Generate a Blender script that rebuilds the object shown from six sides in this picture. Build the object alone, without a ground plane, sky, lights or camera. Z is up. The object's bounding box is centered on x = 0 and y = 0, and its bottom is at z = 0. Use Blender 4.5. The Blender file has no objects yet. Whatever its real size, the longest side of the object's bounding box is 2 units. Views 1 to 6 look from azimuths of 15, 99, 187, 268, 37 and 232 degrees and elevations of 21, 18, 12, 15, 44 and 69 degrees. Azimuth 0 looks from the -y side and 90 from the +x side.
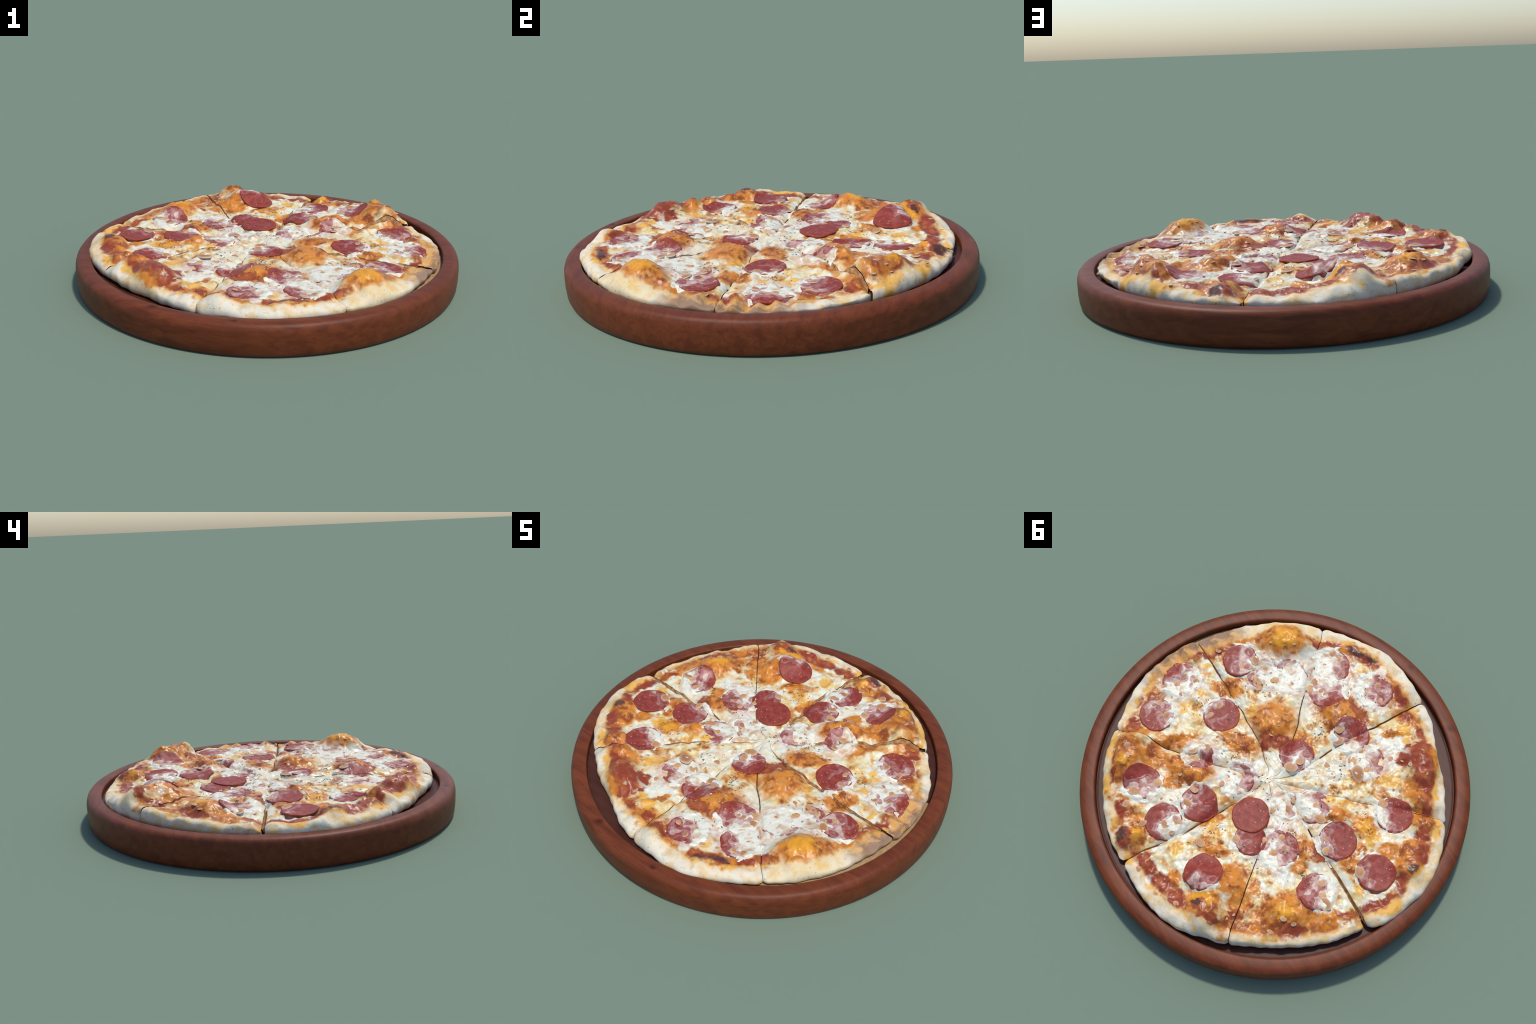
# A sliced pepperoni pizza lying in a round wooden tray.
import bpy, math, random
import numpy as np
from mathutils import Vector

random.seed(7)
rng = np.random.default_rng(11)
scene = bpy.context.scene
CX, CY = 0.01, 0.045            # where the eight cuts meet

# ---------------------------------------------------------------- noise
PERM = rng.permutation(256)
PERM = np.concatenate([PERM, PERM])
GA = rng.uniform(0, 2 * np.pi, 256)
GX, GY = np.cos(GA), np.sin(GA)


def perlin(x, y):
    x = np.asarray(x, float); y = np.asarray(y, float)
    xi = np.floor(x).astype(int); yi = np.floor(y).astype(int)
    xf, yf = x - xi, y - yi
    u = xf ** 3 * (xf * (xf * 6 - 15) + 10); v = yf ** 3 * (yf * (yf * 6 - 15) + 10)

    def g(i, j):
        h = PERM[(PERM[(xi + i) & 255] + yi + j) & 255]
        return GX[h] * (xf - i) + GY[h] * (yf - j)
    a = g(0, 0) * (1 - u) + g(1, 0) * u
    b = g(0, 1) * (1 - u) + g(1, 1) * u
    return (a * (1 - v) + b * v) * 1.5


def fbm(x, y, f, octaves=3, seed=0.0):
    t, amp = 0.0, 1.0
    for o in range(octaves):
        t = t + amp * perlin(x * f + seed * 7.3 + o * 3.1, y * f + seed * 3.7 - o * 5.3)
        f *= 2.03; amp *= 0.5
    return t


def smooth(a, b, x):
    t = np.clip((x - a) / (b - a), 0, 1)
    return t * t * (3 - 2 * t)


# ---------------------------------------------------------------- plan of the pizza
# outer edge: (direction in degrees from the cut centre, radius)
OUTLINE = [(1, .893), (7, .884), (14, .878), (19, .870), (23, .855), (29, .840), (35, .834), (42, .838), (49, .836),
           (58, .832), (68, .836), (78, .836), (84, .834), (87, .826), (93, .842), (99, .854), (104, .864), (111, .875),
           (117, .872), (124, .855), (131, .855), (138, .846), (145, .846), (155, .859), (166, .877), (172, .883),
           (176.5, .886), (178.5, .908), (183, .930), (191, .941), (197, .958), (205, .956), (213, .942), (221, .919), (227, .905),
           (235, .899), (242, .882), (248, .892), (251, .903), (258, .926), (264, .930), (272, .948), (282, .968),
           (288, .955), (297, .938), (305, .930), (313, .925), (321, .915), (330, .906), (338, .893), (346, .884), (352, .893)]
# where the bare dough of the edge gives way to the topping
DOUGH_EDGE = [(1, .815), (10, .807), (22, .800), (27, .792), (41, .800), (50, .790), (62, .776), (69, .776), (75, .790), (80, .815),
              (85, .785), (94, .776), (100, .797), (105, .788), (115, .794), (130, .801), (139, .803), (149, .808),
              (156, .820), (169, .841), (174, .860), (179, .850), (185, .872), (191, .890), (197, .868), (205, .900), (211, .880),
              (216, .865), (219, .892), (223, .832), (230, .837), (238, .868), (247, .868), (255, .842), (261, .838),
              (266, .850), (274, .868), (282, .885), (291, .890), (299, .862), (306, .838), (315, .865), (322, .868),
              (328, .825), (336, .808), (347, .792), (352, .820)]
# cuts: direction in degrees at given distances from the centre
CUTS = [
    [(.05, 40), (.30, 38.3), (.50, 37.5), (.66, 35.2), (.95, 35.5)],
    [(.03, 97), (.27, 91), (.50, 89), (.73, 86.3), (.95, 86.3)],
    [(.05, 160), (.14, 152), (.32, 140.5), (.46, 136), (.70, 133), (.95, 131.5)],
    [(.05, 203), (.12, 196), (.24, 185), (.40, 181), (.58, 179), (.95, 177)],
    [(.05, 217), (.21, 219), (.50, 220), (.71, 221.3), (.95, 220.3)],
    [(.05, 237), (.12, 246), (.26, 257), (.40, 262), (.95, 263.2)],
    [(.05, 258), (.10, 276), (.20, 290), (.39, 300), (.53, 303), (.95, 306)],
    [(.05, 320), (.10, 331), (.30, 342.5), (.49, 346.5), (.75, 349), (.95, 351)],
]
# half opening of each cut (metres): (inner, outer half, at the rim)
OPENING = [(.0044, .0040, .0035), (.0050, .0048, .020), (.0016, .0016, .0014), (.0036, .0072, .010),
           (.0014, .0014, .0012), (.0032, .0030, .0014), (.0028, .0016, .0012), (.0036, .0040, .0018)]
CUT_DEPTH = [.028, .029, .015, .028, .015, .022, .017, .026]
# how far each slice sits above or below the level at its first and at its second cut
LIP = [(.008, -.006), (.006, .003), (-.003, .000), (.000, .002), (-.002, -.003), (.004, .002), (-.002, -.005), (.005, -.008)]


def ring(table, deg):
    t = np.array(table, float)
    a = np.concatenate([t[-3:, 0] - 360, t[:, 0], t[:3, 0] + 360])
    r = np.concatenate([t[-3:, 1], t[:, 1], t[:3, 1]])
    d = np.asarray(deg, float) % 360
    return (np.interp(d - 1.3, a, r) + np.interp(d, a, r) + np.interp(d + 1.3, a, r)) / 3


def cut_angle(k, r):
    c = np.array(CUTS[k % 8], float)
    a = np.interp(r, c[:, 0], c[:, 1]) + .35 * perlin(np.asarray(r) * 11 + 9 * (k % 8), np.asarray(r) * 0 + .5) / np.maximum(r, .25)
    return a + (360 if k >= 8 else 0)


def cut_opening(k, r):
    o = OPENING[k % 8]
    return np.interp(r, [0.0, 0.08, 0.35, 0.62, 0.80, 0.90], [0.0002, .001, o[0], o[1], o[1], o[2]])


# ---------------------------------------------------------------- relief
# heights of the topping at a few places
LEVEL = [(.73, .10, .174), (.63, .31, .174), (.43, .04, .187), (.64, -.23, .186), (.33, -.60, .186), (.23, -.49, .194),
         (.09, -.70, .196), (-.03, -.44, .196), (-.10, -.47, .191), (.03, -.15, .190), (-.20, -.43, .188), (-.35, -.46, .200),
         (-.51, -.36, .198), (-.46, -.05, .196), (-.70, -.10, .188), (-.24, -.06, .200), (-.10, .23, .194), (-.21, .30, .195),
         (-.33, .21, .198), (-.61, .19, .190), (-.22, .55, .205), (-.19, .04, .190), (.09, .41, .193), (.11, .61, .200),
         (.35, .57, .205), (.32, .31, .196), (.08, .17, .192), (0, .04, .191), (.05, .14, .194), (-.06, .10, .192), (.6, -.45, .190), (-.4, -.65, .190), (.5, .55, .200),
         (.8, -.1, .175), (-.8, .2, .190), (0, .8, .180), (-.8, -.3, .195)]
# raised bubbles: x, y, half length, half width, direction, height
BUBBLES = [(.595, -.478, .135, .100, 52, .076), (.525, .537, .125, .095, 130, .066), (.455, .630, .060, .060, 0, .030),
           (-.392, -.625, .125, .085, 148, .068), (-.770, -.257, .080, .062, 110, .044), (-.380, .660, .105, .085, 120, .066), (-.548, -.510, .075, .055, 50, .050), (.575, .455, .065, .050, 40, .030),
           (-.330, .525, .090, .070, 24, .042), (-.615, .336, .130, .090, 62, .058), (-.240, .610, .080, .070, 20, .050),
           (.245, -.152, .100, .090, 0, .041), (.080, -.472, .095, .078, 0, .041), (.265, .350, .105, .065, 34, .038),
           (-.352, -.118, .062, .042, 55, .020), (.254, .055, .090, .040, 23, .016), (.335, .245, .090, .045, 40, .022),
           (-.640, -.440, .070, .045, 40, .026), (-.020, -.830, .080, .055, 170, .034), (.310, -.775, .110, .035, 25, .014),
           (.138, .745, .042, .046, 0, .026), (.170, .805, .045, .045, 0, .024), (-.255, .765, .090, .035, 25, .012),
           (-.440, .110, .070, .040, 0, .016), (.500, .340, .120, .035, 66, .018), (.450, -.640, .060, .035, 45, .014),
           (-.575, -.020, .045, .036, 0, .010), (-.090, .500, .036, .034, 0, .009), (-.157, .466, .060, .024, 45, .010),
           (-.235, -.341, .036, .045, 55, .010), (-.700, -.330, .070, .035, 75, .014), (.050, .350, .080, .030, 85, .010),
           (.560, -.330, .040, .037, 0, .010), (.780, .050, .030, .035, 0, .012), (.790, -.030, .030, .03, 0, .012),
           (.765, .120, .025, .030, 0, .010), (.800, -.110, .030, .030, 0, .012), (.770, -.200, .030, .030, 0, .008)]

# sausage slices: x, y, radius, direction the melted cheese comes from (degrees), how far the cheese stays back, extra lift
PEPPERONI = [
    (.731, .096, .095, 180, -.40, 0), (.632, .308, .093, 250, .15, .002), (.434, .037, .095, 10, .30, 0),
    (.645, -.222, .092, 232, .05, .002), (.505, -.275, .085, 260, -.80, -.002), (.415, -.385, .092, 200, -.95, -.002),
    (.335, -.603, .096, 60, -.62, 0), (.230, -.490, .096, 322, -.40, 0), (.086, -.699, .094, 60, -.55, 0),
    (-.045, -.445, .092, 120, -.15, 0), (.026, -.148, .088, 150, .05, .001), (-.205, -.425, .090, 60, -.65, -.002),
    (-.515, -.358, .092, 55, .30, 0), (-.459, -.048, .096, 55, .32, .002), (-.697, -.104, .095, 55, .70, .008),
    (-.243, -.052, .085, 55, -.65, -.002), (-.103, .228, .094, 0, 9, .006), (-.205, .300, .080, 90, .45, .001),
    (-.326, .212, .096, 75, -.45, 0), (-.607, .192, .094, 232, -.15, .001), (-.216, .585, .096, 130, .72, .006),
    (-.160, .055, .070, 60, -.85, -.002), (.095, .402, .095, 30, .30, .003), (.120, .600, .092, 215, -.20, 0),
    (.351, .575, .092, 150, -.05, 0), (.305, .262, .075, 20, -.35, 0), (.095, .172, .085, 40, -.85, -.001)]


def level(x, y):
    num = np.zeros_like(x); den = np.full_like(x, 1e-9)
    for a, b, h in LEVEL:
        w = np.exp(-((x - a) ** 2 + (y - b) ** 2) / (2 * .12 ** 2)) + 1e-6
        num += w * h; den += w
    return num / den


def oval(x, y, a, b, rx, ry, deg):
    c, s = math.cos(math.radians(deg)), math.sin(math.radians(deg))
    dx, dy = x - a, y - b
    return np.sqrt(((dx * c + dy * s) / rx) ** 2 + ((dy * c - dx * s) / ry) ** 2)


def groove(x, y):
    r = np.hypot(x - CX, y - CY); th = np.degrees(np.arctan2(y - CY, x - CX))
    g = np.zeros_like(x)
    worn = .75 + .55 * perlin(x * 14 + 2, y * 14 + 6)
    for k in range(8):
        d = np.radians((th - cut_angle(k, r) + 180) % 360 - 180) * r
        d = np.maximum(np.abs(d) - cut_opening(k, r), 0)
        g = np.maximum(g, CUT_DEPTH[k] * worn * np.exp(-(d / .021) ** .9) * smooth(.02, .09, r))
    return g


def lips(x, y):
    r = np.hypot(x - CX, y - CY); th = np.degrees(np.arctan2(y - CY, x - CX))
    out = np.zeros_like(x)
    for k in range(8):
        a = (th - cut_angle(k, r)) % 360
        b = (cut_angle(k + 1, r) - cut_angle(k, r)) % 360
        inside = a < b
        lift = LIP[k][0] * np.exp(-np.radians(a) * r / .07) + LIP[k][1] * np.exp(-np.radians(b - a) * r / .07)
        out = np.where(inside, lift, out)
    return out * smooth(.03, .2, r)


def form(x, y):
    """the large shapes of the top: levels, bubbles and cuts"""
    z = level(x, y) - .006 + lips(x, y)
    for a, b, rx, ry, deg, h in BUBBLES:
        wx = x + .018 * perlin(x * 9 + 3, y * 9 + 8); wy = y + .018 * perlin(x * 9 + 31, y * 9 + 18)
        z = z + h * np.exp(-1.15 * oval(wx, wy, a, b, rx, ry, deg) ** 2.9)
    return z - groove(x, y)


def sausage_cover(x, y):
    m = np.zeros_like(x)
    for a, b, r, _, back, _ in PEPPERONI:
        m = np.maximum(m, (1 - smooth(.8, 1.08, np.hypot(x - a, y - b) / r)) * (.7 if back < -.2 else 1))
    return m


def top(x, y):
    m = sausage_cover(x, y)
    lumps = .0070 * fbm(x, y, 9, 2, 1) + .0048 * fbm(x, y, 23, 2, 2)
    ridges = .0035 * (1 - 2 * np.abs(perlin(x * 15 + 5, y * 15 + 9)))
    knobs = .0035 * smooth(.2, .6, perlin(x * 34 + 2, y * 34))
    rr = np.hypot(x - CX, y - CY); th = np.degrees(np.arctan2(y - CY, x - CX))
    e = rr - ring(DOUGH_EDGE, th)
    edge = smooth(-.035, .005, e)
    rise = np.interp(th % 360, [0, 20, 55, 72, 90, 108, 122, 145, 160, 175, 190, 200, 215, 320, 335, 355, 360], [-.004, -.004, 0, -.010, 0, .006, .009, .012, .006, 0, .008, .008, 0, 0, -.004, -.004, -.004])
    pinch = rise + .013 * fbm(x, y, 9, 2, 6) - .006 * np.exp(-((e + .035) / .022) ** 2)
    scallop = .010 * np.sin(np.radians(th) * 62) * smooth(-34, -22, th) * (1 - smooth(6, 16, th))
    return form(x, y) + (lumps + ridges + knobs) * (1 - .85 * m) * (1 - .6 * edge) - .002 * m + (pinch + scallop) * edge


# ---------------------------------------------------------------- mesh helpers
def mesh_object(name, verts, faces, material, parent=None, normals=None, origin=(0, 0, 0), smooth_shade=True):
    me = bpy.data.meshes.new(name)
    v = np.asarray(verts, float) - np.array(origin)
    me.from_pydata(v.tolist(), [], faces if isinstance(faces, list) else faces.tolist())
    me.update()
    if smooth_shade:
        me.polygons.foreach_set('use_smooth', [True] * len(me.polygons))
    if normals is not None:
        me.normals_split_custom_set_from_vertices(normals.tolist())
    me.materials.append(material)
    o = bpy.data.objects.new(name, me)
    o.location = origin
    scene.collection.objects.link(o)
    if parent is not None:
        o.parent = parent
    return o


def grid_faces(n, m, index=None, flip=False):
    i, j = np.meshgrid(np.arange(n - 1), np.arange(m - 1), indexing='ij')
    a = i * m + j
    q = np.stack([a, a + m, a + m + 1, a + 1], -1).reshape(-1, 4)
    if flip:
        q = q[:, ::-1]
    return q if index is None else index.reshape(-1)[q]


def vertex_normals(v, f):
    n = np.zeros_like(v)
    p = v[f]
    c = np.cross(p[:, 2] - p[:, 0], p[:, 3] - p[:, 1])
    for k in range(4):
        np.add.at(n, f[:, k], c)
    return n / np.maximum(np.linalg.norm(n, axis=1, keepdims=True), 1e-12)


def empty(name, label, category):
    o = bpy.data.objects.new(name, None)
    o['label'], o['category'] = label, category
    scene.collection.objects.link(o)
    return o


# ---------------------------------------------------------------- node helpers
class Nodes:
    def __init__(self, name, roughness=.5, specular=.5):
        self.mat = bpy.data.materials.new(name)
        self.mat.use_nodes = True
        self.t = self.mat.node_tree
        self.bsdf = self.t.nodes['Principled BSDF']
        self.bsdf.inputs['Roughness'].default_value = roughness
        self.bsdf.inputs['Specular IOR Level'].default_value = specular
        self.co = self.new('ShaderNodeTexCoord').outputs['Object']

    def new(self, kind, **kw):
        n = self.t.nodes.new(kind)
        for k, v in kw.items():
            setattr(n, k, v)
        return n

    def put(self, socket, value):
        if isinstance(value, bpy.types.NodeSocket):
            self.t.links.new(value, socket)
        elif value is not None:
            socket.default_value = value

    def math(self, op, a, b=None, clamp=False):
        n = self.new('ShaderNodeMath', operation=op, use_clamp=clamp)
        self.put(n.inputs[0], a); self.put(n.inputs[1], b)
        return n.outputs[0]

    def vec(self, op, a, b=None):
        n = self.new('ShaderNodeVectorMath', operation=op)
        self.put(n.inputs[0], a); self.put(n.inputs[1], b)
        return n.outputs[0]

    def noise(self, scale, detail=3, rough=.55, co=None, distortion=0.0):
        n = self.new('ShaderNodeTexNoise')
        self.put(n.inputs['Vector'], co or self.co)
        n.inputs['Scale'].default_value = scale
        n.inputs['Detail'].default_value = detail
        n.inputs['Roughness'].default_value = rough
        n.inputs['Distortion'].default_value = distortion
        return n

    def step(self, value, lo, hi, to0=0.0, to1=1.0):
        n = self.new('ShaderNodeMapRange', interpolation_type='SMOOTHSTEP')
        self.put(n.inputs[0], value)
        for i, x in enumerate((lo, hi, to0, to1)):
            n.inputs[i + 1].default_value = x
        return n.outputs[0]

    def mix(self, fac, a, b, blend='MIX'):
        n = self.new('ShaderNodeMix', data_type='RGBA', blend_type=blend)
        self.put(n.inputs[0], fac)
        for s, c in ((n.inputs[6], a), (n.inputs[7], b)):
            self.put(s, c if isinstance(c, bpy.types.NodeSocket) else (*c, 1))
        return n.outputs[2]

    def bump(self, height, strength=.3, distance=.004):
        n = self.new('ShaderNodeBump')
        n.inputs['Strength'].default_value = strength
        n.inputs['Distance'].default_value = distance
        self.put(n.inputs['Height'], height)
        self.put(self.bsdf.inputs['Normal'], n.outputs[0])

    def colour(self, c):
        self.put(self.bsdf.inputs['Base Color'], c if isinstance(c, bpy.types.NodeSocket) else (*c, 1))

    def patches(self, ovals, co):
        total = None
        for x, y, rx, ry, deg in ovals:
            m = self.new('ShaderNodeMapping', vector_type='TEXTURE')
            self.put(m.inputs['Vector'], co)
            m.inputs['Location'].default_value = (x, y, 0)
            m.inputs['Rotation'].default_value = (0, 0, math.radians(deg))
            m.inputs['Scale'].default_value = (rx * 1.55, ry * 1.55, 1)
            g = self.new('ShaderNodeTexGradient', gradient_type='SPHERICAL')
            self.put(g.inputs[0], m.outputs[0])
            total = g.outputs['Fac'] if total is None else self.math('MAXIMUM', total, g.outputs['Fac'])
        return total

    def around(self, table, angle01, lo, hi):
        """a closed curve of radius over direction, as a Float Curve"""
        n = self.new('ShaderNodeFloatCurve')
        c = n.mapping.curves[0]
        pts = sorted((a / 360, (r - lo) / (hi - lo)) for a, r in table)
        ends = (pts[0][1] + pts[-1][1]) / 2
        pts = [(0, ends)] + [p for p in pts if .004 < p[0] < .996] + [(1, ends)]
        c.points[0].location = pts[0]; c.points[1].location = pts[-1]
        for p in pts[1:-1]:
            c.points.new(*p)
        for p in c.points:
            p.handle_type = 'VECTOR'
        n.mapping.update()
        self.put(n.inputs['Value'], angle01)
        return self.math('ADD', self.math('MULTIPLY', n.outputs[0], hi - lo), lo)


# ---------------------------------------------------------------- colours of the topping
ORANGE = [(.254,.050,.095,.046,23),(.579,-.050,.039,.037,55),(.452,.312,.082,.027,66),(.619,.446,.066,.027,44),(.752,.264,.039,.028,55),
    (.251,-.165,.094,.090,55),(.543,-.101,.053,.048,12),(.603,-.472,.109,.071,55),(.769,-.269,.173,.032,67),(.083,-.470,.095,.079,55),
    (.080,-.200,.049,.053,55),(.319,-.768,.132,.038,27),(.008,-.814,.047,.091,77),(.382,-.700,.034,.023,55),
    (.457,-.649,.046,.019,44),(-.136,-.751,.072,.037,27),(-.160,-.626,.056,.018,60),(-.406,-.719,.034,.080,76),(-.234,-.341,.035,.046,55),
    (-.538,-.522,.048,.085,55),(-.469,-.522,.054,.046,55),(-.352,-.118,.064,.034,55),(-.578,-.028,.044,.035,55),(-.642,-.224,.047,.033,55),
    (-.759,-.258,.063,.059,55),(-.628,-.464,.089,.028,39),(-.696,-.329,.060,.032,75),(-.559,-.115,.021,.033,55),(-.471,-.201,.058,.045,34),
    (-.621,.350,.123,.077,55),(-.753,.244,.056,.041,55),(-.771,.155,.056,.023,55),(-.406,.112,.068,.043,55),(-.454,.185,.042,.032,55),
    (-.592,.508,.127,.031,60),(-.339,.669,.077,.067,55),(-.328,.512,.078,.057,24),(-.438,.520,.046,.057,35),(-.087,.500,.034,.033,55),
    (-.157,.466,.058,.024,45),(-.286,.452,.047,.032,55),(-.491,.642,.041,.025,55),(-.010,.399,.058,.022,76),(-.147,.714,.031,.042,55),
    (-.419,.419,.031,.032,55),(-.537,.470,.046,.021,55),(.274,.345,.104,.057,34),(.528,.554,.083,.080,34),(.475,.632,.048,.064,55),
    (.435,.453,.065,.041,55),(.286,.742,.042,.045,55),(.132,.745,.039,.049,55),(.332,.670,.037,.023,55),(.267,.446,.048,.029,55),
    (.202,.701,.037,.033,55),(.252,.782,.032,.017,55)]
SAUCE = [(.033,-.551,.017,.065,87),(-.835,-.034,.099,.028,70),(-.756,-.348,.032,.049,55),(-.677,-.417,.032,.039,55),(-.690,.412,.071,.023,63),
    (-.770,.148,.031,.015,55),(-.811,-.165,.031,.042,55),(-.134,.779,.058,.039,25),(-.028,.791,.026,.054,86),(-.256,.761,.038,.058,86),
    (-.419,.691,.056,.018,40),(-.339,.687,.026,.021,55),(.025,.764,.036,.016,76),(.167,.804,.037,.049,55),(.298,.741,.029,.039,55),
    (.491,.666,.014,.092,50),(.659,.440,.034,.030,99),(.759,.338,.022,.031,55),(.795,-.100,.040,.026,55),(.769,-.165,.052,.026,78),
    (.811,.052,.035,.016,89),(-.408,-.619,.050,.125,71),(-.295,-.695,.061,.024,55),(-.228,-.756,.028,.042,55),(.319,-.768,.069,.026,27),
    (.236,-.798,.046,.026,27),(.499,-.623,.023,.039,55),(.437,-.677,.040,.016,44),(-.016,-.795,.029,.055,66),(-.121,-.741,.028,.024,55),
    (-.505,-.583,.022,.052,55),(-.583,-.507,.021,.039,55),(-.469,.584,.031,.021,55),(-.308,-.580,.033,.041,55),(.133,-.124,.044,.036,55),
    (.179,-.058,.033,.036,55),(-.451,.047,.032,.053,85),(.018,.399,.032,.020,76)]
YELLOW = [(-.358,-.458,.054,.035,55),(-.172,-.687,.033,.036,55),(-.223,-.675,.022,.024,55),(.593,.155,.033,.018,55),(.563,.187,.028,.018,55),
    (.605,.053,.028,.019,55),(.725,-.060,.028,.019,55),(-.067,.424,.032,.044,55),(-.042,.621,.031,.022,55),(-.322,-.194,.043,.023,39),
    (-.266,-.143,.027,.023,55),(-.546,-.191,.048,.033,55),(-.471,-.201,.042,.034,34),(.206,-.718,.026,.025,55),(.013,-.233,.022,.018,55),
    (.371,-.111,.028,.031,55),(-.322,.657,.051,.036,55),(-.596,.376,.046,.031,55),(.137,.743,.026,.033,55),(.498,.604,.038,.035,55),
    (.597,-.482,.069,.052,55),(.785,-.245,.127,.026,67),(-.706,.003,.031,.032,55)]
PINK = [(x, y, r * 1.05, r * 1.05, 0) for x, y, r, d, back, l in PEPPERONI if back < -.3]
POOLS = [(-.13, -.24, .10, .06, 60), (-.10, .03, .13, .06, 10), (.06, .02, .09, .09, 0), (.46, -.36, .14, .11, 30), (.20, -.38, .07, .10, 0), (-.27, -.58, .09, .07, 20),
         (.14, -.62, .09, .10, 0), (.40, -.52, .06, .08, 0), (.62, .05, .07, .05, 0), (.30, .14, .09, .05, 40), (.20, .52, .10, .07, 60), (.16, .22, .10, .06, 60),
         (-.22, .15, .08, .08, 0), (-.45, .27, .06, .05, 0), (-.33, .30, .05, .06, 0), (-.52, .10, .05, .05, 0), (-.62, .06, .07, .04, 0), (.40, .64, .05, .07, 0), (.60, .20, .07, .05, 0),
         (-.13, .62, .05, .05, 0), (.02, .52, .05, .06, 0), (-.66, -.20, .06, .04, 0)]
CHAR = [(-.790, -.250, .030, .022, 100), (.185, .812, .026, .030, 0), (.330, -.760, .055, .014, 27), (.240, -.795, .030, .012, 27), (-.330, .690, .022, .014, 30)]

WHITE_CHEESE, CREAM_CHEESE = (.70, .71, .59), (.70, .56, .23)
ORANGE_BAKE, BROWN_BAKE = (.57, .195, .020), (.25, .058, .011)
RED_SAUCE, YELLOW_FAT = (.25, .042, .014), (.74, .40, .045)
DOUGH, DOUGH_TAN, DOUGH_BROWN = (.68, .63, .50), (.58, .29, .075), (.22, .10, .045)


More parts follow.
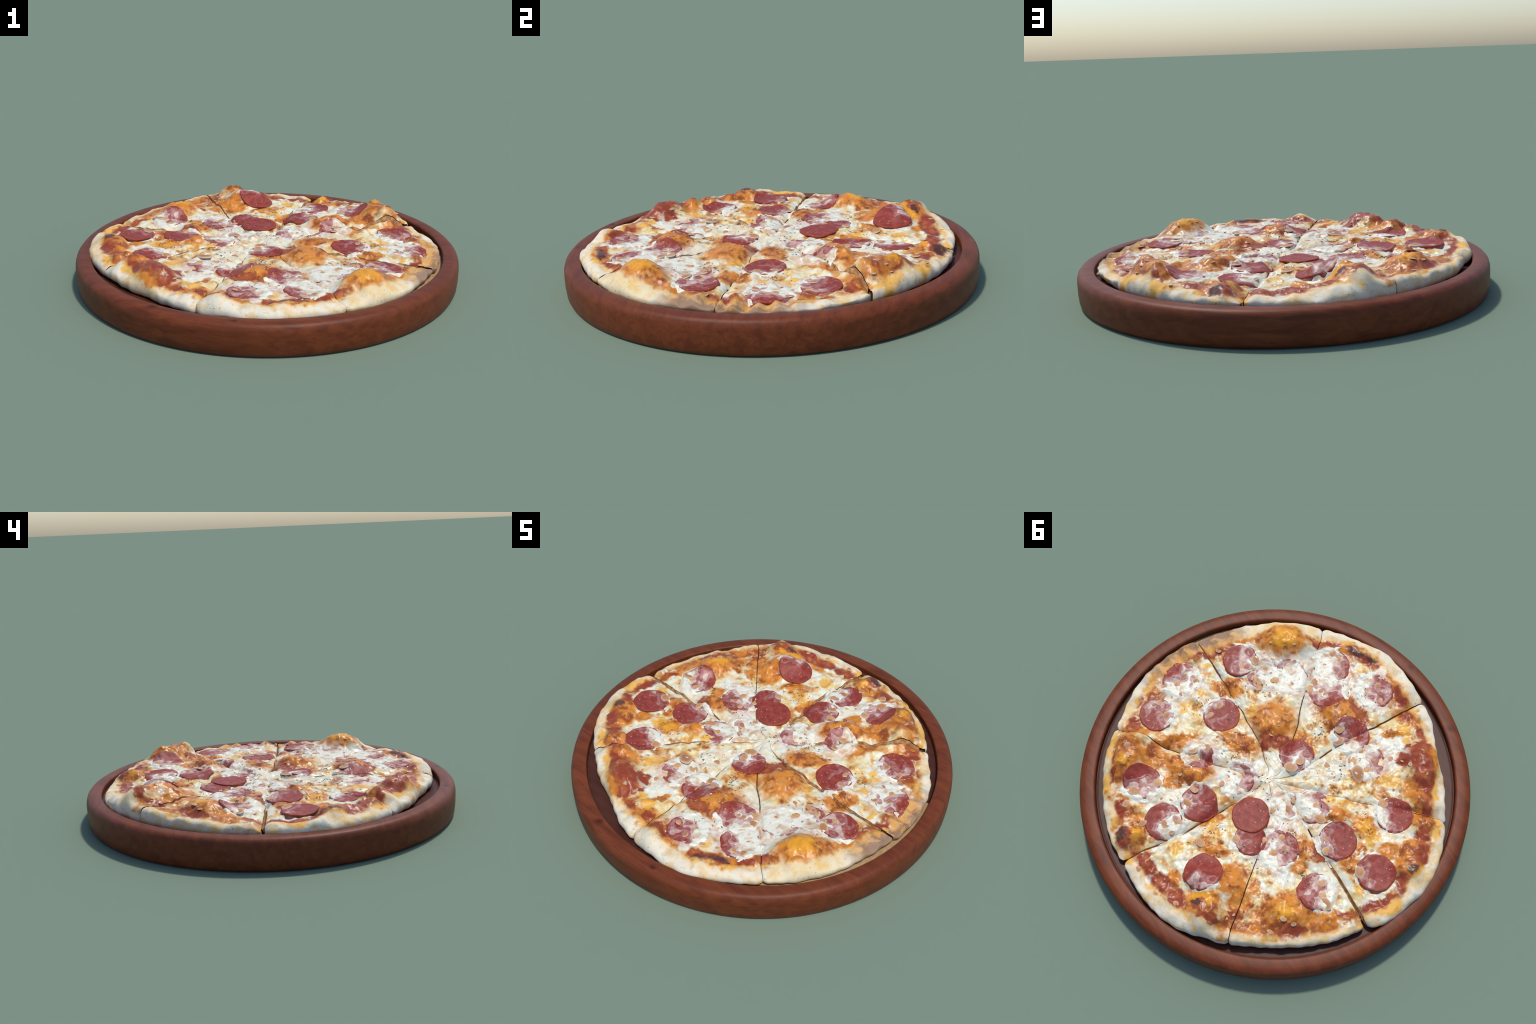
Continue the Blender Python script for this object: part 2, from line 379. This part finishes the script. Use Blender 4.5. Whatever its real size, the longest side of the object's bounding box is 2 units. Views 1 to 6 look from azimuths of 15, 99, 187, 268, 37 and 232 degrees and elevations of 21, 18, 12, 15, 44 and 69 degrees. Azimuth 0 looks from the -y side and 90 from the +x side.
def topping_material():
    N = Nodes('baked_topping', .42, .35)
    flat = N.vec('MULTIPLY', N.co, (1, 1, 0))
    n1 = N.noise(14, 3, .6, flat).outputs['Color']
    off = N.vec('MULTIPLY', N.vec('SUBTRACT', n1, (.5, .5, .5)), (.075, .075, 0))
    n2 = N.noise(45, 2, .6, flat).outputs['Color']
    off2 = N.vec('MULTIPLY', N.vec('SUBTRACT', n2, (.5, .5, .5)), (.022, .022, 0))
    warped = N.vec('ADD', N.vec('ADD', flat, off), off2)
    fine = N.noise(38, 3, .6).outputs['Fac']
    mid = N.noise(17, 3, .55).outputs['Fac']
    coarse = N.noise(6, 2, .55).outputs['Fac']
    # cheese: cool white pools, elsewhere creamy
    plain = N.step(N.patches(POOLS, warped), .0, .45, 1.0, .2)
    cheese = N.mix(N.math('MULTIPLY', N.step(N.math('ADD', N.math('MULTIPLY', mid, .6), N.math('MULTIPLY', coarse, .4)), .38, .60), plain), WHITE_CHEESE, CREAM_CHEESE)
    cheese = N.mix(N.math('MULTIPLY', N.step(fine, .52, .76, 0, .6), plain), cheese, (.68, .47, .18))
    cheese = N.mix(N.math('MULTIPLY', N.step(N.patches(PINK, warped), .0, .35), N.step(fine, .36, .6, .25, .8)), cheese, (.56, .37, .35))
    # yellow fat
    y = N.step(N.math('ADD', N.patches(YELLOW, warped), N.math('MULTIPLY', N.math('SUBTRACT', fine, .5), 1.1)), .12, .55)
    c = N.mix(N.math('MULTIPLY', y, .9), cheese, YELLOW_FAT)
    # baked orange and brown
    o = N.math('ADD', N.patches(ORANGE, warped), N.math('MULTIPLY', N.math('SUBTRACT', mid, .5), .5))
    bake = N.mix(N.step(mid, .42, .64), ORANGE_BAKE, BROWN_BAKE)
    bake = N.mix(N.step(fine, .52, .70, 0, .8), bake, (.66, .33, .09))
    bake = N.mix(N.math('MULTIPLY', y, .75), bake, (.74, .34, .02))
    o = N.math('ADD', o, N.math('MULTIPLY', N.math('MULTIPLY', N.step(N.noise(8.5, 3, .6).outputs['Fac'], .50, .68), plain), .26))
    c = N.mix(N.step(o, -.10, .20, 0, .6), c, (.66, .37, .11))
    c = N.mix(N.step(o, .03, .38), c, bake)
    freckle = N.new('ShaderNodeTexVoronoi', feature='SMOOTH_F1')
    N.put(freckle.inputs['Vector'], warped); freckle.inputs['Scale'].default_value = 21
    fr = N.math('MULTIPLY', N.math('MULTIPLY', N.step(freckle.outputs['Distance'], .38, .16), N.step(coarse, .38, .54)), plain)
    c = N.mix(N.math('MULTIPLY', fr, .85), c, N.mix(fine, (.62, .30, .06), (.48, .17, .04)))
    # distance to the dough edge
    sep = N.new('ShaderNodeSeparateXYZ')
    N.put(sep.inputs[0], N.vec('SUBTRACT', N.vec('ADD', flat, N.vec('MULTIPLY', off, (.45, .45, 0))), (CX, CY, 0)))
    ang = N.math('ARCTAN2', sep.outputs[1], sep.outputs[0])
    a01 = N.math('FRACT', N.math('ADD', N.math('DIVIDE', ang, 2 * math.pi), 1.0))
    rad = N.math('POWER', N.math('ADD', N.math('POWER', sep.outputs[0], 2.0), N.math('POWER', sep.outputs[1], 2.0)), .5)
    edge = N.around(DOUGH_EDGE, a01, .7, 1.0)
    d = N.math('SUBTRACT', rad, edge)
    dn = N.math('ADD', d, N.math('MULTIPLY', N.math('SUBTRACT', mid, .5), .075))
    # sauce shows in a broken ring inside the edge, and in spots
    ringmask = N.math('MULTIPLY', N.step(d, -.085, -.03), N.step(coarse, .38, .62))
    s = N.math('ADD', N.patches(SAUCE, warped), N.math('MULTIPLY', N.math('SUBTRACT', fine, .5), .5))
    s = N.math('MAXIMUM', N.step(s, .02, .42), N.math('MULTIPLY', ringmask, N.step(fine, .38, .68, 0, .75)))
    sauce = N.mix(N.step(mid, .45, .7), RED_SAUCE, (.38, .10, .03))
    c = N.mix(N.step(d, -.075, -.035), c, N.mix(N.step(mid, .42, .6), c, bake))
    c = N.mix(s, c, sauce)
    ch = N.math('ADD', N.patches(CHAR, warped), N.math('MULTIPLY', N.math('SUBTRACT', fine, .5), .6))
    c = N.mix(N.step(ch, .15, .45, 0, .85), c, (.060, .028, .022))
    # dough
    rim = N.mix(N.step(N.noise(9, 4, .6).outputs['Fac'], .46, .66), DOUGH, (.68, .48, .22))
    rim = N.mix(N.step(N.noise(30, 3, .6).outputs['Fac'], .58, .72, 0, .6), rim, (.55, .38, .22))
    gold = N.math('ADD', d, N.math('MULTIPLY', N.math('SUBTRACT', N.noise(9, 3, .6).outputs['Fac'], .47), .26))
    rim = N.mix(N.step(gold, .050, .0, 0, .95), rim, (.70, .37, .06))
    scorch = N.noise(13, 3, .6).outputs['Fac']
    rim = N.mix(N.math('MULTIPLY', N.step(scorch, .56, .70, 0, .8), N.step(gold, .06, .01)), rim, (.36, .12, .025))
    # the browned stretch of the edge
    w = N.math('MULTIPLY', N.step(a01, .915, .945), 1.0)
    w2 = N.step(a01, .055, .015)
    brown_arc = N.math('MAXIMUM', w, w2)
    rim = N.mix(N.math('MULTIPLY', brown_arc, .85), rim, N.mix(N.step(N.math('ADD', N.noise(20, 3, .6).outputs['Fac'], N.math('MULTIPLY', N.math('SUBTRACT', d, .035), 5.0)), .44, .66), DOUGH_TAN, DOUGH_BROWN))
    tan_arc = N.math('MULTIPLY', N.step(a01, .84, .88), N.step(a01, .93, .91))
    rim = N.mix(N.math('MULTIPLY', tan_arc, .5), rim, (.70, .54, .26))
    c = N.mix(N.step(dn, -.014, .014), c, rim)
    speck = N.noise(95, 1, .5).outputs['Fac']
    c = N.mix(N.step(speck, .70, .74, 0, .5), c, (.22, .10, .03))
    N.colour(c)
    N.put(N.bsdf.inputs['Roughness'], N.step(dn, -.01, .02, .34, .75))
    N.bump(N.math('ADD', N.noise(60, 3, .55).outputs['Fac'], N.math('MULTIPLY', mid, .6)), .25, .006)
    return N.mat


def sausage_material():
    N = Nodes('cured_sausage', .5, .22)
    a = N.noise(30, 4, .65).outputs['Fac']
    c = N.mix(N.step(a, .35, .7), (.20, .030, .021), (.32, .060, .042))
    v = N.new('ShaderNodeTexVoronoi'); v.inputs['Scale'].default_value = 38
    N.put(v.inputs['Vector'], N.co)
    c = N.mix(N.step(v.outputs['Distance'], .20, .08, 0, .7), c, (.55, .24, .17))
    ln = N.new('ShaderNodeVectorMath', operation='LENGTH'); N.put(ln.inputs[0], N.vec('MULTIPLY', N.co, (1, 1, 0)))
    c = N.mix(N.step(ln.outputs['Value'], .076, .095, 0, .6), c, (.27, .045, .014))
    N.colour(c)
    N.bump(N.noise(90, 3).outputs['Fac'], .3, .004)
    return N.mat


def melt_material():
    N = Nodes('melted_cheese', .4, .35)
    m = N.noise(22, 3, .6).outputs['Fac']; f = N.noise(60, 3, .6).outputs['Fac']
    c = N.mix(N.step(m, .47, .68), (.69, .68, .56), (.54, .37, .23))
    c = N.mix(N.step(f, .58, .74, 0, .5), c, (.56, .34, .22))
    N.colour(c)
    N.bump(f, .25, .004)
    return N.mat


def film_material(name, thin, thick):
    N = Nodes(name, .42, .3)
    m = N.noise(30, 3, .6).outputs['Fac']
    N.colour(N.mix(N.step(m, .36, .68), thin, thick))
    N.bump(m, .25, .004)
    return N.mat


def blister_material():
    N = Nodes('browned_blister', .45, .2)
    info = N.new('ShaderNodeObjectInfo').outputs['Random']
    c = N.mix(info, (.36, .16, .065), (.55, .31, .13))
    f = N.noise(2.0, 3, .6).outputs['Fac']
    c = N.mix(N.step(f, .45, .7), c, (.40, .15, .05))
    sep = N.new('ShaderNodeSeparateXYZ'); N.put(sep.inputs[0], N.co)
    c = N.mix(N.step(sep.outputs[2], .90, .25, 0, .9), c, (.58, .44, .31))
    N.colour(c)
    return N.mat


def cut_material():
    N = Nodes('cut_side', .55, .25)
    f = N.noise(40, 3, .6).outputs['Fac']
    N.colour(N.mix(N.step(f, .35, .65), (.34, .13, .05), (.58, .36, .16)))
    return N.mat


def herb_material():
    N = Nodes('dried_herb', .7, .3)
    N.colour(N.mix(N.noise(40, 2).outputs['Fac'], (.05, .06, .025), (.13, .13, .06)))
    return N.mat


def wood_material(name, light, dark, axis_scale, knots=()):
    N = Nodes(name, .45, .2)
    sc = N.vec('MULTIPLY', N.co, axis_scale)
    g = N.noise(5, 5, .6, sc, .6).outputs['Fac']
    fine = N.noise(18, 4, .7, sc).outputs['Fac']
    c = N.mix(N.step(g, .30, .70), light, dark)
    c = N.mix(N.step(fine, .5, .75, 0, .45), c, tuple(x * .6 for x in dark))
    c = N.mix(N.step(N.noise(2.2, 2).outputs['Fac'], .4, .7, 0, .4), c, tuple(x * .75 for x in light))
    if knots:
        k = N.patches(knots, N.vec('MULTIPLY', N.co, (1, 1, 0)))
        c = N.mix(N.step(k, .1, .9, 0, .8), c, tuple(x * .35 for x in dark))
    grain = N.noise(60, 3, .7, N.vec('MULTIPLY', sc, (.35, 2.2, 2.2))).outputs['Fac']
    c = N.mix(N.step(grain, .45, .7, 0, .35), c, tuple(x * .5 for x in dark))
    N.colour(c)
    N.bump(N.math('ADD', fine, grain), .15, .003)
    return N.mat


# ---------------------------------------------------------------- tray
def lathe(name, profile, n, material, parent):
    p = np.array(profile, float)
    a = np.arange(n) * 2 * np.pi / n
    v = np.stack([p[None, :, 0] * np.cos(a)[:, None], p[None, :, 0] * np.sin(a)[:, None], np.repeat(p[None, :, 1], n, 0)], -1)
    idx = np.arange(n * len(p)).reshape(n, len(p))
    idx = np.vstack([idx, idx[:1]])
    return mesh_object(name, v.reshape(-1, 3), grid_faces(n + 1, len(p), idx), material, parent)


tray = empty('wooden_tray', 'round reddish brown wooden tray with raised rim', 'serving tray')
rim_wood = wood_material('red_brown_wood', (.185, .045, .015), (.108, .025, .009), (1.0, 5.0, 6.0),
                         [(-.30, -.90, .025, .018, 20), (.10, -.955, .02, .012, 0)])
floor_wood = wood_material('shaded_red_wood', (.085, .028, .018), (.060, .019, .012), (1.0, 6.0, 6.0))  # darker than the rim wood: occlusion shade of the floor put into its colour
lathe('rim', [(.916, .100), (.9165, .148), (.917, .152), (.9195, .1565), (.926, .1585), (.938, .1595), (.962, .1595), (.975, .1575), (.985, .152),
              (.9935, .142), (.9985, .126), (1.0, .106), (.9995, .055), (.996, .018), (.990, .005), (.981, .0), (.90, .0), (.90, .002)][::-1], 256, rim_wood, tray)
lathe('base', [(.0005, .004), (.912, .004), (.9155, .010), (.9155, .124), (.910, .119), (.899, .117), (.0005, .117)][::-1], 192, floor_wood, tray)

# a thin pale board peeps out under one side of the pizza
def crescent(name, a0, a1, r0, r1, z0, z1, material, parent):
    a = np.radians(np.linspace(a0, a1, 90)); n = len(a)
    end = np.clip(np.minimum(np.linspace(0, 1, n), np.linspace(1, 0, n)) * 14, 0, 1) ** .5
    wob = .002 * perlin(np.degrees(a) * .4, a * 0)
    out = r0 + (r1 + wob - r0) * (.90 + .10 * end)
    loop = [(np.full(n, r0), z0), (out, z0), (out + .0015, (z0 + z1) / 2), (out, z1), (np.full(n, r0), z1), (np.full(n, r0), z0)]
    v = np.stack([np.stack([CX + r * np.cos(a), CY + r * np.sin(a), np.full(n, z)], -1) for r, z in loop[:-1]], 1).reshape(-1, 3)
    idx = np.arange(n * 5).reshape(n, 5); idx = np.hstack([idx, idx[:, :1]])
    f = [tuple(q) for q in grid_faces(n, 6, idx).tolist()] + [tuple(range(5))[::-1], tuple(range(5 * n - 5, 5 * n))]
    return mesh_object(name, v, f, material, parent, smooth_shade=False)


pale_wood = wood_material('pale_board', (.52, .36, .18), (.36, .22, .10), (5.0, 1.0, 3.0))
crescent('pale_board', -82, 12, .70, .916, .1175, .1225, pale_wood, tray)

# ---------------------------------------------------------------- pizza
pizza = empty('pizza', 'round sausage pizza with melted cheese cut into eight slices', 'pizza')
topping = topping_material()
cut_mat = cut_material()
veil = film_material('cheese_veil', (.40, .195, .165), (.58, .45, .38))
sausage, melt, film, blist, herb = sausage_material(), melt_material(), film_material('thin_cheese_film', (.26, .065, .052), (.38, .17, .145)), blister_material(), herb_material()

Z_WAIST, Z_UNDER = .150, .119
N_TOP, N_EDGE, N_UNDER = 150, 16, 8


def slice_mesh(k):
    span = (cut_angle(k + 1, .8) - cut_angle(k, .8))
    nt = int(span * 3.3)
    t = np.linspace(0, 1, nt)
    t = t + .06 * np.sin(2 * np.pi * t) / (2 * np.pi) * -1      # a little denser at the cuts
    n_in = N_TOP
    s_in = np.linspace(.004, 1, n_in)

    def theta(r):
        r = np.minimum(r, .95)
        a = cut_angle(k, r) + np.degrees(cut_opening(k, r) / np.maximum(r, .004))
        b = cut_angle(k + 1, r) - np.degrees(cut_opening(k + 1, r) / np.maximum(r, .004))
        return np.radians(a[:, None] * (1 - t) + b[:, None] * t)
    # a direction for each column at the rim gives its inner and outer radius
    th_rim = np.degrees(theta(np.array([.86]))[0])
    r_in, r_out = ring(DOUGH_EDGE, th_rim), ring(OUTLINE, th_rim)
    r_out = r_out + .005 * perlin(th_rim * .30, th_rim * 0 + 2.2)
    w = np.maximum(r_out - r_in, .045)
    r_in = r_out - w
    # corners of the crust are rounded where it was cut
    dist = np.minimum(t, 1 - t) * np.radians(span) * .86
    corner = .012 * np.clip(1 - dist / .022, 0, 1) ** 2
    rows_r, rows_phi = [], []
    for s in s_in:
        rows_r.append(s * r_in); rows_phi.append(np.full(nt, np.pi / 2))
    phis = np.linspace(np.pi / 2, -np.pi / 2, N_EDGE + 8)[1:]
    for ph in phis:
        rr = r_in + (w - corner) * np.cos(ph) ** (.62 if ph > 0 else .5) if ph > -1.56 else r_in
        rows_r.append(rr); rows_phi.append(np.full(nt, ph))
    for s in np.linspace(1, .004, N_UNDER)[1:]:
        rows_r.append(s * r_in); rows_phi.append(np.full(nt, -np.pi / 2))
    R = np.array(rows_r); PH = np.array(rows_phi)
    m = len(R)
    TH = np.empty_like(R)
    for i in range(m):
        rr = np.minimum(R[i], .95)
        a = cut_angle(k, rr) + np.degrees(cut_opening(k, rr) / np.maximum(rr, .004))
        b = cut_angle(k + 1, rr) - np.degrees(cut_opening(k + 1, rr) / np.maximum(rr, .004))
        TH[i] = np.radians(a * (1 - t) + b * t)
    X, Y = CX + R * np.cos(TH), CY + R * np.sin(TH)
    zt = top(X, Y)
    sn = np.sin(PH)
    soft = .0055 * fbm(X, Y, 9, 3, 5)
    Z = np.where(sn >= 0, Z_WAIST + (zt - Z_WAIST) * np.clip(sn, 0, 1) ** .8, Z_WAIST + (Z_WAIST - Z_UNDER) * sn)
    Z = Z + np.where(np.abs(sn) < .98, soft, 0)
    verts = np.stack([X, Y, Z], -1).reshape(-1, 3)
    idx = np.arange(m * nt).reshape(m, nt)
    faces = grid_faces(m, nt, idx, flip=False)
    crust = np.zeros(len(faces), bool)
    row = np.repeat(np.arange(m - 1), nt - 1)
    crust[(row >= n_in - 1) & (row < n_in - 1 + len(phis))] = True
    # cut faces: join the top edge to the underside by radius
    walls, wall_crust = [], []
    top_rows = np.arange(0, n_in)
    for side, col in ((0, 0), (1, nt - 1)):
        up = idx[:n_in, col]
        steps = 4
        base = len(verts)
        ux, uy, uz = X[:n_in, col], Y[:n_in, col], Z[:n_in, col]
        lay = []
        for q in range(1, steps + 1):
            f = q / steps
            # the two sides of a cut lean together and meet below
            lean = np.minimum(cut_opening(k + side, R[:n_in, col]), .006) * min(1.0, f * 4) ** .8 * (1.1 if side else -1.1)
            tx, ty = -np.sin(TH[:n_in, col]), np.cos(TH[:n_in, col])
            lay.append(np.stack([ux + tx * lean, uy + ty * lean, uz * (1 - f) + Z_UNDER * f], -1))
        add = np.concatenate(lay)
        verts = np.vstack([verts, add])
        wi = np.vstack([up, np.arange(base, base + len(add)).reshape(steps, n_in)])
        f = grid_faces(steps + 1, n_in, wi, flip=(side == 0))
        walls.append(f); wall_crust.append(np.zeros(len(f), bool))
        # close the round end of the crust with a fan of quads towards its core
        ring_i = idx[n_in - 1:n_in + len(phis), col]
        core = len(verts)
        core_pt = np.array([[X[n_in - 1, col], Y[n_in - 1, col], Z_WAIST]])
        verts = np.vstack([verts, core_pt])
        fan = np.stack([np.full(len(ring_i) - 1, core), np.full(len(ring_i) - 1, core), ring_i[:-1], ring_i[1:]], -1)
        fan = fan[:, 1:]
        if side == 1:
            fan = fan[:, ::-1]
        walls.append(fan); wall_crust.append(np.ones(len(fan), bool))
    quads = [faces] + [w_ for w_ in walls if w_.shape[1] == 4]
    is_cut = np.concatenate([np.zeros(len(faces), bool)] + [np.ones(len(w_), bool) for w_ in walls if w_.shape[1] == 4])
    flags = [crust] + [c_ for w_, c_ in zip(walls, wall_crust) if w_.shape[1] == 4]
    tris = [(w_, c_) for w_, c_ in zip(walls, wall_crust) if w_.shape[1] == 3]
    return verts, np.vstack(quads), np.concatenate(flags), tris, is_cut


SLICES = []


def build_slice(k):
    v, q, flag, tris, is_cut = slice_mesh(k)
    nrm = vertex_normals(v, q)
    parts = []
    for want, name in ((False, 'slice'), (True, 'crust')):
        f = [tuple(x) for x in q[flag == want].tolist()]
        for tf, tc in tris:
            if tc[0] == want:
                f += [tuple(x) for x in tf.tolist()]
        used = np.unique(np.array([i for x in f for i in x]))
        remap = np.full(len(v), -1); remap[used] = np.arange(len(used))
        f = [tuple(int(remap[i]) for i in x) for x in f]
        o = mesh_object(name, v[used], f, topping, pizza if not want else parts[0], normals=nrm[used])
        if not want:
            o.data.materials.append(cut_mat)
            o.data.polygons.foreach_set('material_index', is_cut[flag == want].astype(int).tolist())
        parts.append(o)
    return parts[0]


for k in range(8):
    SLICES.append(build_slice(k))


def slice_of(x, y):
    r = math.hypot(x - CX, y - CY); th = math.degrees(math.atan2(y - CY, x - CX)) % 360
    best = 0
    for k in range(8):
        a = float(cut_angle(k, r)); b = float(cut_angle(k + 1, r))
        if a <= th < b or a <= th + 360 < b:
            best = k
    return SLICES[best]


# ---------------------------------------------------------------- sausage slices and melted cheese
def sausage_height(x, y, cx, cy, r, lift):
    d = np.hypot(x - cx, y - cy) / r
    return form(x, y) + .0045 + lift + .0022 * smooth(.55, 1.0, d) + .0016 * perlin(x * 30 + cx * 50, y * 30)


def build_sausage(i, x, y, r, back_dir, back, lift):
    n, m = 64, 18
    if back < -.2:
        lift -= .0035          # sunk into the cheese that covers it
    a = np.arange(n) * 2 * np.pi / n
    wob = 1 + .055 * perlin(np.cos(a) * 1.6 + i * 3.1, np.sin(a) * 1.6) + .012 * perlin(np.cos(a) * 6 + i, np.sin(a) * 6)
    s = np.concatenate([np.linspace(.02, .93, m - 3), [.965, .99, 1.0, 1.0, .985, .9]])
    drop = np.concatenate([np.zeros(m - 3), [.0004, .0014, .0035, .0075, .0095, .0100]])
    X = x + r * wob[None] * s[:, None] * np.cos(a); Y = y + r * wob[None] * s[:, None] * np.sin(a)
    Z = sausage_height(X, Y, x, y, r, lift) - drop[:, None]
    v = np.stack([X, Y, Z], -1).reshape(-1, 3)
    idx = np.arange(v.shape[0]).reshape(len(s), n)
    idx = np.hstack([idx, idx[:, :1]])
    f = grid_faces(len(s), n + 1, idx, flip=False)
    f = f[:, ::-1] if False else f
    faces = [tuple(q) for q in f.tolist()] + [tuple(range(n))]
    faces[-1] = tuple(range(n))
    zc = float(Z[0].mean())
    o = mesh_object('pepperoni', v, faces, sausage, slice_of(x, y), origin=(x, y, zc))
    # melted cheese lying over part of it
    if back < 2:
        g = 100
        u = np.linspace(-1.4, 1.4, g)
        U, V = np.meshgrid(u, u, indexing='ij')
        X, Y = x + U * r, y + V * r
        d = np.hypot(U, V)
        c, s_ = math.cos(math.radians(back_dir)), math.sin(math.radians(back_dir))
        web = 1 - 3.2 * np.abs(perlin(X * 19 + i, Y * 19 + 3 * i))
        field = (U * c + V * s_) * .9 - back + .75 * fbm(X, Y, 10.5, 2, 3 + i) + .24 * web - (.36 if back < -.3 else .30)
        field = np.minimum(field, (1.16 - d + .18 * fbm(X, Y, 15, 2, i)) * 2.5)
        b = smooth(.88, 1.12, d)
        tz = top(X, Y) + .0006
        ground = np.maximum(sausage_height(X, Y, x, y, r, lift), tz) * (1 - b) + tz * b
        for shift, mat, name, thick in ((.55, film, 'cheese_film', .0014), (.24, veil, 'cheese_veil', .0026), (0, melt, 'melted_cheese', .0046)):
            f = field + shift * (1 - b) if mat is melt else np.minimum(field + shift, (.99 - d) * 4)
            Z = ground + np.clip(f * .008, -.006, thick) + .0014 * fbm(X, Y, 38, 2, i)
            keep = (f > -.45) & (d < 1.38)
            q = grid_faces(g, g)
            q = q[keep.reshape(-1)[q].all(1)]
            if len(q):
                used = np.unique(q)
                remap = np.full(g * g, -1); remap[used] = np.arange(len(used))
                vv = np.stack([X, Y, Z], -1).reshape(-1, 3)[used]
                mesh_object(name, vv, remap[q], mat, o.parent, origin=(x, y, zc))
    return o


for i, p in enumerate(PEPPERONI):
    build_sausage(i, *p)

# ---------------------------------------------------------------- blisters of browned cheese
def dome(name):
    n, m = 20, 8
    a = np.arange(n) * 2 * np.pi / n
    ph = np.linspace(np.pi / 2 - .02, -.45, m)
    w = 1 + .12 * perlin(np.cos(a) * 1.3 + len(bpy.data.meshes), np.sin(a) * 1.3)
    X = np.cos(ph)[:, None] * np.cos(a) * w; Y = np.cos(ph)[:, None] * np.sin(a) * w
    Z = np.sin(ph)[:, None] + 0 * X
    v = np.stack([X, Y, Z], -1).reshape(-1, 3)
    idx = np.arange(n * m).reshape(m, n); idx = np.hstack([idx, idx[:, :1]])
    me = bpy.data.meshes.new(name)
    me.from_pydata(v.tolist(), [], [tuple(q) for q in grid_faces(m, n + 1, idx).tolist()] + [tuple(range(n))])
    me.polygons.foreach_set('use_smooth', [True] * len(me.polygons))
    me.materials.append(blist)
    return me


DOMES = [dome('cheese_blister') for _ in range(5)]
spots = []
for i, (x, y, r, bd, back, l) in enumerate(PEPPERONI):
    if back < 2:
        want = int(np.interp(back, [-.75, .75], [5, 1]))
        c, s = math.cos(math.radians(bd)), math.sin(math.radians(bd))
        tries = 0
        while want and tries < 60:
            tries += 1
            a, q = random.uniform(0, 2 * math.pi), math.sqrt(random.random()) * .9
            px, py = x + r * q * math.cos(a), y + r * q * math.sin(a)
            if q * (math.cos(a) * c + math.sin(a) * s) < back + .1 or any(math.hypot(px - sx, py - sy) < 1.7 * max(sr, .014) for sx, sy, sr, _ in spots):
                continue
            spots.append((px, py, random.uniform(.015, .028), .001)); want -= 1
spots += [(-.234, -.341, .036, .004), (-.165, -.395, .026, .006), (.725, .215, .022, .003), (.745, .190, .018, .003), (.700, .235, .016, .003), (-.11, -.245, .022, .003),
          (.206, -.718, .020, .003), (.300, .700, .020, .006), (.170, .690, .018, .006), (-.08, .51, .024, .002)]
tries = 0
while len(spots) < 170 and tries < 6000:
    tries += 1
    a, r = random.uniform(0, 2 * math.pi), math.sqrt(random.random()) * .80
    px, py = CX + r * math.cos(a), CY + r * math.sin(a)
    if any(math.hypot(px - x, py - y) < rr * 1.12 for x, y, rr, *_ in PEPPERONI):
        continue
    if perlin(px * 5, py * 5) < -.12 or any(math.hypot(px - sx, py - sy) < 1.8 * sr + .008 for sx, sy, sr, _ in spots):
        continue
    if float(groove(np.array([px]), np.array([py]))[0]) > .004:
        continue
    spots.append((px, py, random.choice([.009, .011, .013, .016]), -.008))
sx = np.array([s[0] for s in spots]); sy = np.array([s[1] for s in spots])
sz = top(sx, sy)
for px, py, pr, _, back, lift in PEPPERONI:
    on = np.hypot(sx - px, sy - py) < pr * .97
    sz = np.where(on, np.maximum(sz, sausage_height(sx, sy, px, py, pr, lift - (.0035 if back < -.2 else 0)) + .0015), sz)
for (x, y, r, up), z in zip(spots, sz):
    o = bpy.data.objects.new('cheese_blister', random.choice(DOMES))
    o.location = (x, y, z - .0012)
    o.rotation_euler = (random.uniform(-.15, .15), random.uniform(-.15, .15), random.uniform(0, 6.28))
    o.scale = (r * random.uniform(.9, 1.35), r * random.uniform(.8, 1.0), r * random.uniform(.16, .24))
    scene.collection.objects.link(o)
    o.parent = slice_of(x, y)

# ---------------------------------------------------------------- herb flakes
HERB_AREAS = [(-.07, .44, .10), (-.30, .10, .12), (-.25, -.20, .12), (-.15, -.30, .12), (.05, -.32, .12), (.20, .12, .10), (-.45, .08, .10), (-.50, .20, .08), (.45, -.20, .2), (0, .1, .15), (.55, .1, .15), (-.5, -.2, .1), (-.3, .35, .15), (.1, -.6, .2)]
hv, hf = [], []
for hx, hy, hr in HERB_AREAS:
    for _ in range(int(26 + 40 * hr)):
        a, r = random.uniform(0, 6.28), abs(random.gauss(0, .6)) * hr
        x, y = hx + r * math.cos(a), hy + r * math.sin(a)
        hv.append((x, y, random.uniform(.003, .009), random.uniform(.0014, .0032), random.uniform(0, 6.28), random.uniform(-.3, .3)))
hv = [h for h in hv if random.random() < .55]
hx = np.array([h[0] for h in hv]); hy = np.array([h[1] for h in hv])
cov = sausage_cover(hx, hy)
hz = top(hx, hy) * (1 - cov) + (form(hx, hy) + .008) * cov + .0012
V, F = [], []
for (x, y, l, w, a, tilt), z in zip(hv, hz):
    b = len(V)
    c, s = math.cos(a), math.sin(a)
    for dz in (0, .0009):
        for u, v in ((-l, 0), (0, -w), (l, 0), (0, w)):
            V.append((x + u * c - v * s, y + u * s + v * c, float(z) + dz + tilt * u))
    F += [(b + 3, b + 2, b + 1, b), (b + 4, b + 5, b + 6, b + 7)] + [(b + j, b + (j + 1) % 4, b + 4 + (j + 1) % 4, b + 4 + j) for j in range(4)]
flakes = mesh_object('herb_flakes', V, F, herb, pizza, smooth_shade=False)
flakes['kind'] = 'stuff'
